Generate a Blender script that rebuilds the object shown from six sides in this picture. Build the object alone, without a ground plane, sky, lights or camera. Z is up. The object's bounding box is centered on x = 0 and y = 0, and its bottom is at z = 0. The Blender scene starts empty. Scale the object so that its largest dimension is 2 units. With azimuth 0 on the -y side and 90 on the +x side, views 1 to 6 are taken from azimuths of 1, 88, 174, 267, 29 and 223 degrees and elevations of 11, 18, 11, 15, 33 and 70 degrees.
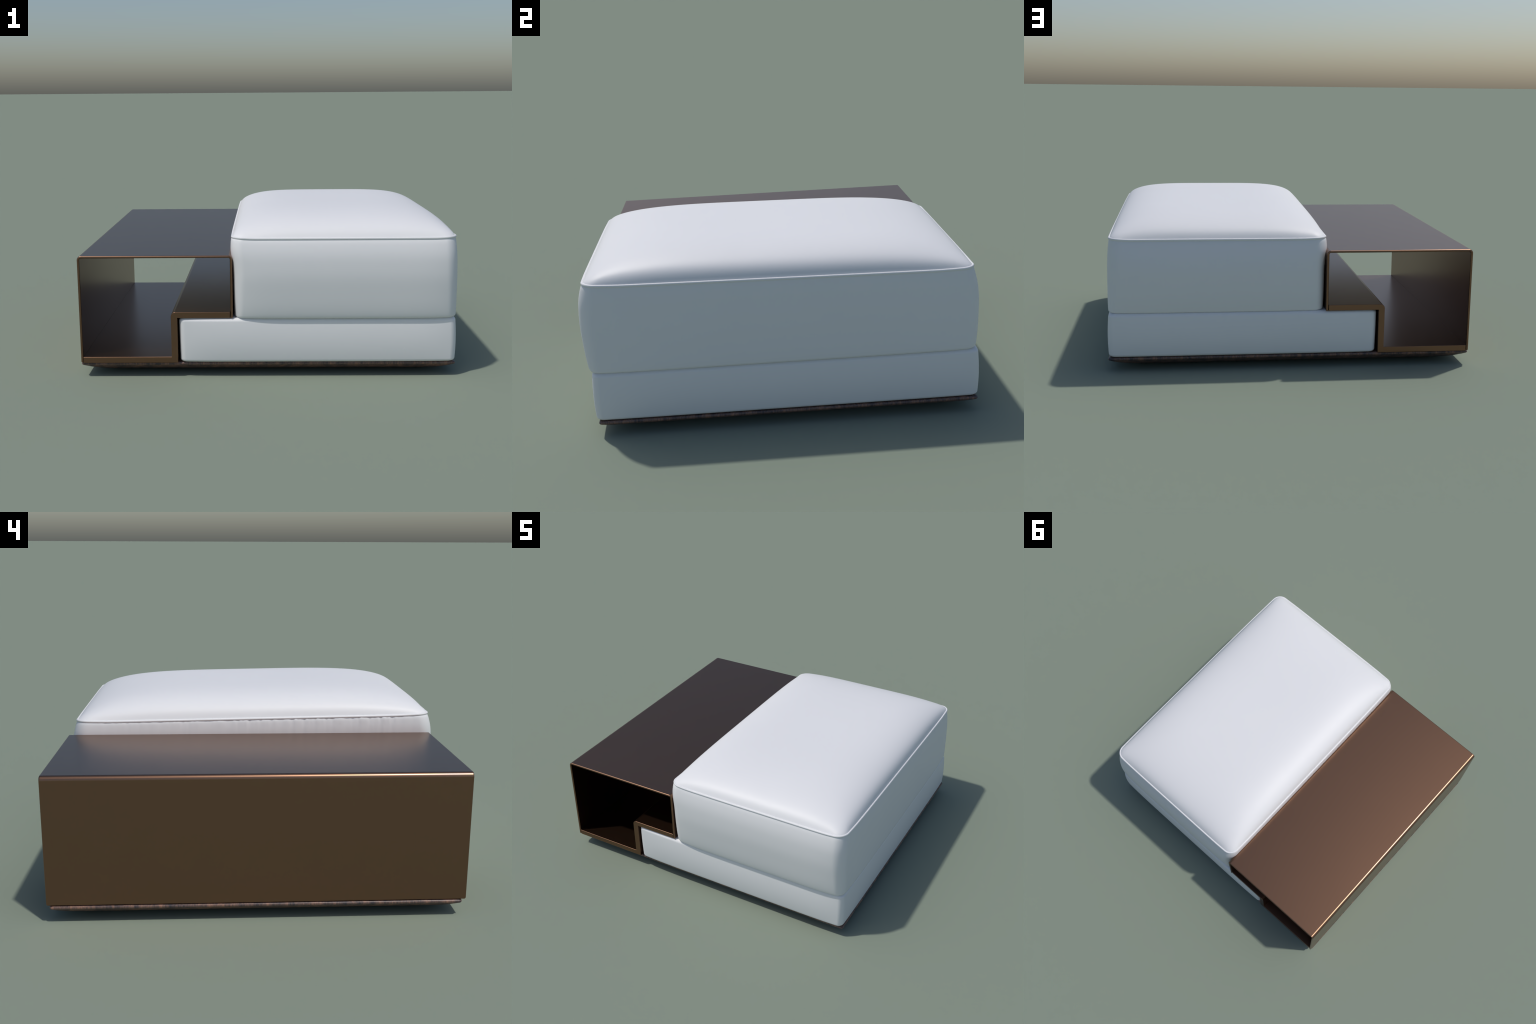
"""Upholstered white ottoman with a bronze metal side table / open shelf,
both standing on a thin dark wooden plinth board with a dished underside."""
import bpy, bmesh, math
import numpy as np

# ---------------------------------------------------------------- materials
def new_material(name):
    m = bpy.data.materials.new(name)
    m.use_nodes = True
    nt = m.node_tree
    return m, nt, nt.nodes["Principled BSDF"]

def node(nt, kind, **props):
    n = nt.nodes.new(kind)
    for k, v in props.items():
        setattr(n, k, v)
    return n

def leather_material():
    m, nt, b = new_material("white_leather")
    tc = node(nt, "ShaderNodeTexCoord")
    blotch = node(nt, "ShaderNodeTexNoise")
    blotch.inputs["Scale"].default_value = 3.0
    blotch.inputs["Detail"].default_value = 2.0
    ramp = node(nt, "ShaderNodeValToRGB")
    ramp.color_ramp.elements[0].color = (0.795, 0.795, 0.800, 1)
    ramp.color_ramp.elements[1].color = (0.810, 0.810, 0.815, 1)
    nt.links.new(tc.outputs["Object"], blotch.inputs["Vector"])
    nt.links.new(blotch.outputs["Fac"], ramp.inputs["Fac"])
    nt.links.new(ramp.outputs["Color"], b.inputs["Base Color"])
    b.inputs["Roughness"].default_value = 0.5
    b.inputs["Specular IOR Level"].default_value = 0.5
    return m

def bronze_material(name, base, rough):
    m, nt, b = new_material(name)
    tc = node(nt, "ShaderNodeTexCoord")
    n = node(nt, "ShaderNodeTexNoise")
    n.inputs["Scale"].default_value = 2.5
    ramp = node(nt, "ShaderNodeValToRGB")
    ramp.color_ramp.elements[0].color = (*[c * 0.985 for c in base], 1)
    ramp.color_ramp.elements[1].color = (*[c * 1.015 for c in base], 1)
    nt.links.new(tc.outputs["Object"], n.inputs["Vector"])
    nt.links.new(n.outputs["Fac"], ramp.inputs["Fac"])
    nt.links.new(ramp.outputs["Color"], b.inputs["Base Color"])
    b.inputs["Metallic"].default_value = 1.0
    b.inputs["Roughness"].default_value = rough
    return m

def wood_material():
    """Dark stained wood, streaked across the thickness of the board."""
    m, nt, b = new_material("dark_wood")
    tc = node(nt, "ShaderNodeTexCoord")
    mp = node(nt, "ShaderNodeMapping")
    mp.inputs["Scale"].default_value = (1.0, 1.0, 0.15)
    coarse = node(nt, "ShaderNodeTexNoise")
    coarse.inputs["Scale"].default_value = 26.0
    coarse.inputs["Detail"].default_value = 3.0
    fine = node(nt, "ShaderNodeTexNoise")
    fine.inputs["Scale"].default_value = 150.0
    fine.inputs["Detail"].default_value = 2.0
    mix = node(nt, "ShaderNodeMath", operation="MULTIPLY_ADD")
    mix.inputs[1].default_value = 0.45
    half = node(nt, "ShaderNodeMath", operation="MULTIPLY")
    half.inputs[1].default_value = 0.55
    ramp = node(nt, "ShaderNodeValToRGB")
    ramp.color_ramp.elements[0].position = 0.36
    ramp.color_ramp.elements[0].color = (0.042, 0.034, 0.040, 1)
    ramp.color_ramp.elements[1].position = 0.66
    ramp.color_ramp.elements[1].color = (0.300, 0.155, 0.105, 1)
    mid = ramp.color_ramp.elements.new(0.5)
    mid.color = (0.135, 0.083, 0.068, 1)
    L = nt.links.new
    L(tc.outputs["Object"], mp.inputs["Vector"])
    L(mp.outputs["Vector"], coarse.inputs["Vector"])
    L(mp.outputs["Vector"], fine.inputs["Vector"])
    L(coarse.outputs["Fac"], half.inputs[0])
    L(fine.outputs["Fac"], mix.inputs[0])
    L(half.outputs["Value"], mix.inputs[2])
    L(mix.outputs["Value"], ramp.inputs["Fac"])
    L(ramp.outputs["Color"], b.inputs["Base Color"])
    b.inputs["Roughness"].default_value = 0.4
    return m

LEATHER = leather_material()
BRONZE = bronze_material("bronze_metal", (0.245, 0.140, 0.090), 0.30)
WOOD = wood_material()

# ---------------------------------------------------------------- helpers
def mesh_object(name, verts, faces, material, parent, smooth=True):
    me = bpy.data.meshes.new(name)
    me.from_pydata([tuple(map(float, v)) for v in verts], [], faces)
    me.update()
    bm = bmesh.new(); bm.from_mesh(me)
    bmesh.ops.recalc_face_normals(bm, faces=bm.faces)
    bm.to_mesh(me); bm.free()
    me.polygons.foreach_set("use_smooth", [smooth] * len(me.polygons))
    me.materials.append(material)
    ob = bpy.data.objects.new(name, me)
    bpy.context.collection.objects.link(ob)
    ob.parent = parent
    return ob

def empty(name, parent=None):
    e = bpy.data.objects.new(name, None)
    bpy.context.collection.objects.link(e)
    e.parent = parent
    return e

NSIDE, NCORN = 150, 14            # outline samples per side / per corner

def outline(x0, x1, y0, y1, r, bow=0.0):
    """Rounded rectangle, counter-clockwise, whose sides bow outwards by `bow`
    (the corners stay put). Every outline has the same sample layout."""
    pts = []
    sides = [((x0 + r, y0), (x1 - r, y0)), ((x1, y0 + r), (x1, y1 - r)),
             ((x1 - r, y1), (x0 + r, y1)), ((x0, y1 - r), (x0, y0 + r))]
    cens = [(x1 - r, y0 + r, -90), (x1 - r, y1 - r, 0), (x0 + r, y1 - r, 90), (x0 + r, y0 + r, 180)]
    for (a, b), (cx, cy, a0) in zip(sides, cens):
        for i in range(NSIDE):
            t = i / NSIDE
            pts.append((a[0] + (b[0] - a[0]) * t, a[1] + (b[1] - a[1]) * t))
        for i in range(NCORN):
            an = math.radians(a0 + 90 * i / NCORN)
            pts.append((cx + r * math.cos(an), cy + r * math.sin(an)))
    p = np.array(pts)
    if np.any(bow):
        bl, br, bf, bb = (bow,) * 4 if np.isscalar(bow) else bow   # left right front back
        xc, yc, hx, hy = (x0 + x1) / 2, (y0 + y1) / 2, (x1 - x0) / 2, (y1 - y0) / 2
        u, v = (p[:, 0] - xc) / hx, (p[:, 1] - yc) / hy
        swell = lambda s: 1 - np.abs(s) ** 7
        dx = np.where(u > 0, br, -bl) * np.abs(u) ** 3 * swell(v)
        dy = np.where(v > 0, bb, -bf) * np.abs(v) ** 3 * swell(u)
        p = p + np.stack([dx, dy], 1)
    return p

def loft(rings, cap_first=True, cap_last=True):
    """Quads between closed rings of equal length, ends capped."""
    n = len(rings[0])
    verts = np.concatenate(rings)
    faces = []
    for k in range(len(rings) - 1):
        a, b = k * n, (k + 1) * n
        for i in range(n):
            j = (i + 1) % n
            faces.append((a + i, a + j, b + j, b + i))
    if cap_first:
        faces.append(tuple(range(n))[::-1])
    if cap_last:
        faces.append(tuple(range((len(rings) - 1) * n, len(rings) * n)))
    return verts, faces

def keyed(t, keys):
    """Smooth (monotone Hermite) interpolation of rows [t, v1, v2, ...]."""
    k = np.array(keys, float)
    tt, vv = k[:, 0], k[:, 1:]
    i = int(np.clip(np.searchsorted(tt, t) - 1, 0, len(tt) - 2))
    d = (vv[1:] - vv[:-1]) / (tt[1:] - tt[:-1])[:, None]
    m = np.zeros_like(vv)
    m[0], m[-1] = d[0], d[-1]
    for q in range(1, len(tt) - 1):
        same = d[q - 1] * d[q] > 0
        m[q] = np.where(same, 2 * d[q - 1] * d[q] / np.where(same, d[q - 1] + d[q], 1), 0)
    h = tt[i + 1] - tt[i]
    s = (t - tt[i]) / h
    return ((2*s**3 - 3*s**2 + 1) * vv[i] + (s**3 - 2*s**2 + s) * h * m[i]
            + (-2*s**3 + 3*s**2) * vv[i+1] + (s**3 - s**2) * h * m[i+1])

def with_z(p, z):
    return np.column_stack([p, np.broadcast_to(z, len(p))])

def extruded_profile(name, prof, y0, y1, bevel, material, parent, segs=3, feet=()):
    """Closed xz profile extruded along y; the two end outlines are rounded over."""
    n = len(prof)
    verts = [(x, y0, z) for x, z in prof] + [(x, y1, z) for x, z in prof]
    faces = [tuple(range(n)), tuple(range(n, 2 * n))[::-1]]
    faces += [(i, (i + 1) % n, n + (i + 1) % n, n + i) for i in range(n)]
    ob = mesh_object(name, verts, faces, material, parent, smooth=False)
    bm = bmesh.new(); bm.from_mesh(ob.data)
    if feet:                                            # round the free lower corners of the sheet
        low = [e for e in bm.edges if abs(e.verts[0].co.y - e.verts[1].co.y) < 1e-6
               and all(any(abs(w.co.z - z) < 1e-6 for z in feet) for w in e.verts)]
        bmesh.ops.bevel(bm, geom=low, offset=0.008, segments=5, profile=0.5, affect="EDGES", clamp_overlap=False)
    bm.normal_update()
    ends = [e for e in bm.edges if len(e.link_faces) == 2 and e.calc_face_angle(0) > math.radians(30)
            and (feet or abs(e.verts[0].co.y - e.verts[1].co.y) < 1e-6)]
    bmesh.ops.bevel(bm, geom=ends, offset=bevel, segments=segs, profile=0.5, affect="EDGES", clamp_overlap=False)
    bm.to_mesh(ob.data); bm.free()
    shade_by_angle(ob, 32)
    return ob

def shade_by_angle(ob, deg):
    me = ob.data
    me.polygons.foreach_set("use_smooth", [True] * len(me.polygons))
    bm = bmesh.new(); bm.from_mesh(me)
    for e in bm.edges:
        if len(e.link_faces) == 2:
            e.smooth = e.calc_face_angle(0) < math.radians(deg)
    bm.to_mesh(me); bm.free()
    ob.modifiers.new("weighted", "WEIGHTED_NORMAL").keep_sharp = True

def arc(cx, cz, r, a0, a1, n=8):
    return [(cx + r * math.cos(math.radians(a0 + (a1 - a0) * i / n)),
             cz + r * math.sin(math.radians(a0 + (a1 - a0) * i / n))) for i in range(n + 1)]

# ---------------------------------------------------------------- the things
ottoman = empty("ottoman_with_side_table")
ottoman["label"] = "white upholstered ottoman joined to a bronze open side table"
ottoman["category"] = "ottoman"

# ---- plinth board: flat top, rounded rim, dished underside reaching the floor
PX0, PX1, PY0, PY1 = -0.9995, 0.9945, -0.884, 0.919
rings = []
def plinth_ring(inset, z):
    r = max(0.012 - inset * 0.0, 0.004) + inset * 0.55
    rings.append(with_z(outline(PX0 + inset, PX1 - inset, PY0 + inset, PY1 - inset, r), z))
plinth_ring(0.20, 0.0775)
plinth_ring(0.012, 0.0775)
RIM = 0.0088
for i in range(1, 9):                                   # rounded rim
    a = math.radians(90 - 135 * i / 8)
    plinth_ring(RIM * (1 - math.cos(a)), 0.0687 + RIM * math.sin(a))
zs0, in0 = 0.0687 + RIM * math.sin(math.radians(-45)), RIM * (1 - math.cos(math.radians(45)))
REACH = 0.21
for i in range(1, 25):                                  # dished underside
    d = REACH * i / 24
    plinth_ring(in0 + d, zs0 * (1 - d / REACH) ** 2.45)
v, f = loft(rings)
plinth = mesh_object("plinth_board", v, f, WOOD, ottoman)
shade_by_angle(plinth, 40)

# ---- bronze side table -------------------------------------------------------
table = empty("side_table", ottoman)
TX0, TX1, TY0, TY1 = -0.9970, -0.1865, -0.900, 0.932    # outside of the metal sheet
TOP, SHEET, RO = 0.6575, 0.0125, 0.021
RI = RO - SHEET
PANEL_FOOT, SIDE_FOOT = 0.3205, 0.0795
shell = [(TX0, SIDE_FOOT)] + arc(TX0 + RO, TOP - RO, RO, 180, 90) + arc(TX1 - RO, TOP - RO, RO, 90, 0) + [(TX1, PANEL_FOOT)]
shell += [(TX1 - SHEET, PANEL_FOOT)] + arc(TX1 - RO, TOP - RO, RI, 0, 90) + arc(TX0 + RO, TOP - RO, RI, 90, 180) + [(TX0 + SHEET, SIDE_FOOT)]
extruded_profile("metal_shell", shell, TY0, TY1, 0.0057, BRONZE, table, 5, (SIDE_FOOT, PANEL_FOOT))

# stepped shelf board: floor, riser and raised shelf in one folded slab
FX0, RX0, RX1, SX1 = -0.9842, -0.514, -0.480, -0.2015
FZ0, FZ1, SZ0, SZ1 = 0.0785, 0.1110, 0.3235, 0.3550
board = [(FX0, FZ0), (RX1, FZ0), (RX1, SZ0), (SX1, SZ0), (SX1, SZ1)]
board += arc(RX0 + 0.024, SZ1 - 0.024, 0.024, 90, 180)
board += [(RX0, FZ1), (FX0, FZ1)]
extruded_profile("stepped_shelf", board, TY0 + 0.002, TY1 - 0.004, 0.0022, BRONZE, table, 3)

# ---- base cushion ------------------------------------------------------------
seat = empty("upholstered_seat", ottoman)
BZ0, BZ1, ER = 0.0800, 0.3215, 0.020
rings = []
def base_ring(inset, z):
    t = (z - BZ0) / (BZ1 - BZ0)
    belly = 0.005 * math.sin(math.pi * min(1, t * 0.9 + 0.12))
    swell = math.sin(math.pi * (0.08 + 0.84 * min(max(t, 0), 1))) ** 0.6
    rings.append(with_z(outline(-0.469 - 0.005 * t + inset, 0.9885 + belly - inset, -0.893 - belly * 0.6 + inset, 0.9185 + belly - inset,
                                max(0.032 - inset * 0.3, 0.006), (0, 0.008 * swell, 0.015 * swell, 0.012 * swell)), z))
base_ring(0.12, BZ0)
for i in range(8):
    a = math.radians(90 * i / 8)
    base_ring(ER * 0.8 * (1 - math.sin(a)), BZ0 + ER * 0.8 * (1 - math.cos(a)))
for i in range(12):
    base_ring(0, BZ0 + ER * 0.8 + (BZ1 - BZ0 - 1.8 * ER) * i / 11)
for i in range(1, 9):
    a = math.radians(90 * i / 8)
    base_ring(ER * (1 - math.cos(a)), BZ1 - ER + ER * math.sin(a))
base_ring(0.12, BZ1)
v, f = loft(rings)
shade_by_angle(mesh_object("base_cushion", v, f, LEATHER, seat), 50)

# ---- seat cushion: boxed band, crowned top panel, piping along the seam --------
SEAM = dict(x0=-0.184, x1=0.975, y0=-0.893, y1=0.891, r=0.056, bow=(0.005, 0.007, 0.009, 0.006))
seam_xy = outline(**SEAM)
CX, CY = (SEAM["x0"] + SEAM["x1"]) / 2, (SEAM["y0"] + SEAM["y1"]) / 2
HX, HY = (SEAM["x1"] - SEAM["x0"]) / 2, (SEAM["y1"] - SEAM["y0"]) / 2

SEAM_Z = 0.7310
def seam_height(p):
    """The cushion leans back a little and its four corners turn up."""
    u, w = np.abs((p[:, 0] - CX) / HX), np.abs((p[:, 1] - CY) / HY)
    lift = 0.005 * np.clip((u * w - 0.80) / 0.2, 0, 1) ** 1.5
    return SEAM_Z - 0.0155 * p[:, 1] + lift

rng = np.random.default_rng(7)
waves = [(rng.uniform(50, 330), rng.uniform(0, 6.28), rng.uniform(0.4, 1.0)) for _ in range(9)]
def wrinkle(y):
    """Puckers where the band is squeezed against the table, finer towards the front."""
    s = sum(a * np.sin(k * y + ph) for k, ph, a in waves) / 4.0
    return s * np.clip(0.75 - 0.5 * y, 0.25, 1.0) * np.clip((0.86 - np.abs(y)) / 0.12, 0, 1)

#        t     x0      x1      y0      y1      r     bow l / r / f / b
BAND = [(0.00, -0.1740, 0.9840, -0.8960, 0.9040, 0.040, 0.000, 0.010, 0.014, 0.010),
        (0.04, -0.1775, 0.9885, -0.9020, 0.9090, 0.046, 0.000, 0.012, 0.018, 0.012),
        (0.30, -0.1815, 0.9890, -0.9130, 0.9150, 0.055, 0.000, 0.010, 0.021, 0.019),
        (0.55, -0.1825, 0.9880, -0.9190, 0.9165, 0.060, 0.001, 0.010, 0.021, 0.021),
        (0.75, -0.1895, 0.9860, -0.9180, 0.9130, 0.062, 0.003, 0.009, 0.017, 0.017),
        (0.86, -0.1955, 0.9830, -0.9120, 0.9070, 0.062, 0.003, 0.010, 0.014, 0.011),
        (0.95, -0.1935, 0.9800, -0.9030, 0.8990, 0.060, 0.004, 0.008, 0.011, 0.008),
        (0.985,-0.1890, 0.9778, -0.8970, 0.8945, 0.058, 0.005, 0.007, 0.009, 0.006),
        (1.00, -0.1840, 0.9740, -0.8920, 0.8900, 0.056, 0.005, 0.007, 0.009, 0.006)]
CZ0 = 0.3190
zseam = seam_height(seam_xy)
left = np.clip((CX - 0.25 - seam_xy[:, 0]) / 0.2, 0, 1)
def eased(t):
    """Band profile averaged over a short stretch, so that no key shows as a crease."""
    w = min(0.09, t, 1 - t)
    if w < 0.004:
        return keyed(t, BAND)
    off = np.linspace(-1, 1, 13)
    wt = 1 - off ** 2 + 1e-3
    return sum(a * keyed(t + w * o, BAND) for a, o in zip(wt, off)) / wt.sum()

rings = []
rings.append(with_z(outline(-0.05, 0.86, -0.78, 0.79, 0.03), CZ0))
steps = np.concatenate([np.linspace(0, 0.04, 6), np.linspace(0.07, 0.9, 30), np.linspace(0.915, 1.0, 12)])
for t in steps:
    k = eased(t)
    inset = 0.012 * (1 - math.sqrt(max(0, 1 - (1 - min(t / 0.03, 1)) ** 2)))
    p = outline(k[0] + inset, k[1] - inset, k[2] + inset, k[3] - inset, max(k[4], 0.012), tuple(k[5:9]))
    fold = (0.0013 * min(1, max(0, (t - 0.65) / 0.12)) + 0.0026 * min(1, max(0, (t - 0.90) / 0.08))) * wrinkle(p[:, 1]) * left
    p[:, 0] -= fold
    z = CZ0 + (zseam - CZ0) * t
    rings.append(with_z(p, z))
v, f = loft(rings, True, False)
cushion = mesh_object("seat_cushion", v, f, LEATHER, seat)

# crowned top panel, concentric rings drawn in from the seam
CROWN, FALL_X, FALL_Y, EDGE = 0.1252, 4.5, 4.2, 60
ctr = np.array([CX, CY])
SXH, SYH = HX + 0.007, HY + 0.009                       # half spans across the bowed sides
top_rings = []
for tau in np.linspace(0, 1, 90)[:-1]:
    rho = 1 - tau ** 2.0
    p = ctr + rho * (seam_xy - ctr)
    u, w = np.abs((p[:, 0] - CX) / SXH), np.abs((p[:, 1] - CY) / SYH)
    soft = np.where(p[:, 1] > CY, 0.58, 0.52)            # the back edge rolls over more gently
    h = CROWN * np.sqrt(np.clip(1 - u ** FALL_X, 0, 1) * (1 - rho ** EDGE)) * np.clip(1 - w ** FALL_Y, 0, 1) ** soft
    lift = (zseam - (SEAM_Z - 0.0155 * seam_xy[:, 1])) * rho ** 8
    z = SEAM_Z - 0.0155 * p[:, 1] + lift + h
    top_rings.append(with_z(p, z))
v, f = loft(top_rings, False, True)
panel = mesh_object("top_panel", v, f, LEATHER, cushion)

# piping cord
CORD, NC = 0.0066, 14
path = with_z(seam_xy, zseam)
n = len(path)
tan = np.roll(path, -1, 0) - np.roll(path, 1, 0)
tan /= np.linalg.norm(tan, axis=1)[:, None]
up = np.tile([0, 0, 1.0], (n, 1))
side = np.cross(tan, up); side /= np.linalg.norm(side, axis=1)[:, None]
up = np.cross(side, tan)
path = path + side * 0.0012
cords = []
for j in range(NC):
    a = 2 * math.pi * j / NC
    cords.append(path + CORD * (math.cos(a) * side + math.sin(a) * up))
verts = np.concatenate(cords)
faces = [(j * n + i, j * n + (i + 1) % n, ((j + 1) % NC) * n + (i + 1) % n, ((j + 1) % NC) * n + i) for j in range(NC) for i in range(n)]
mesh_object("piping", verts, faces, LEATHER, cushion)
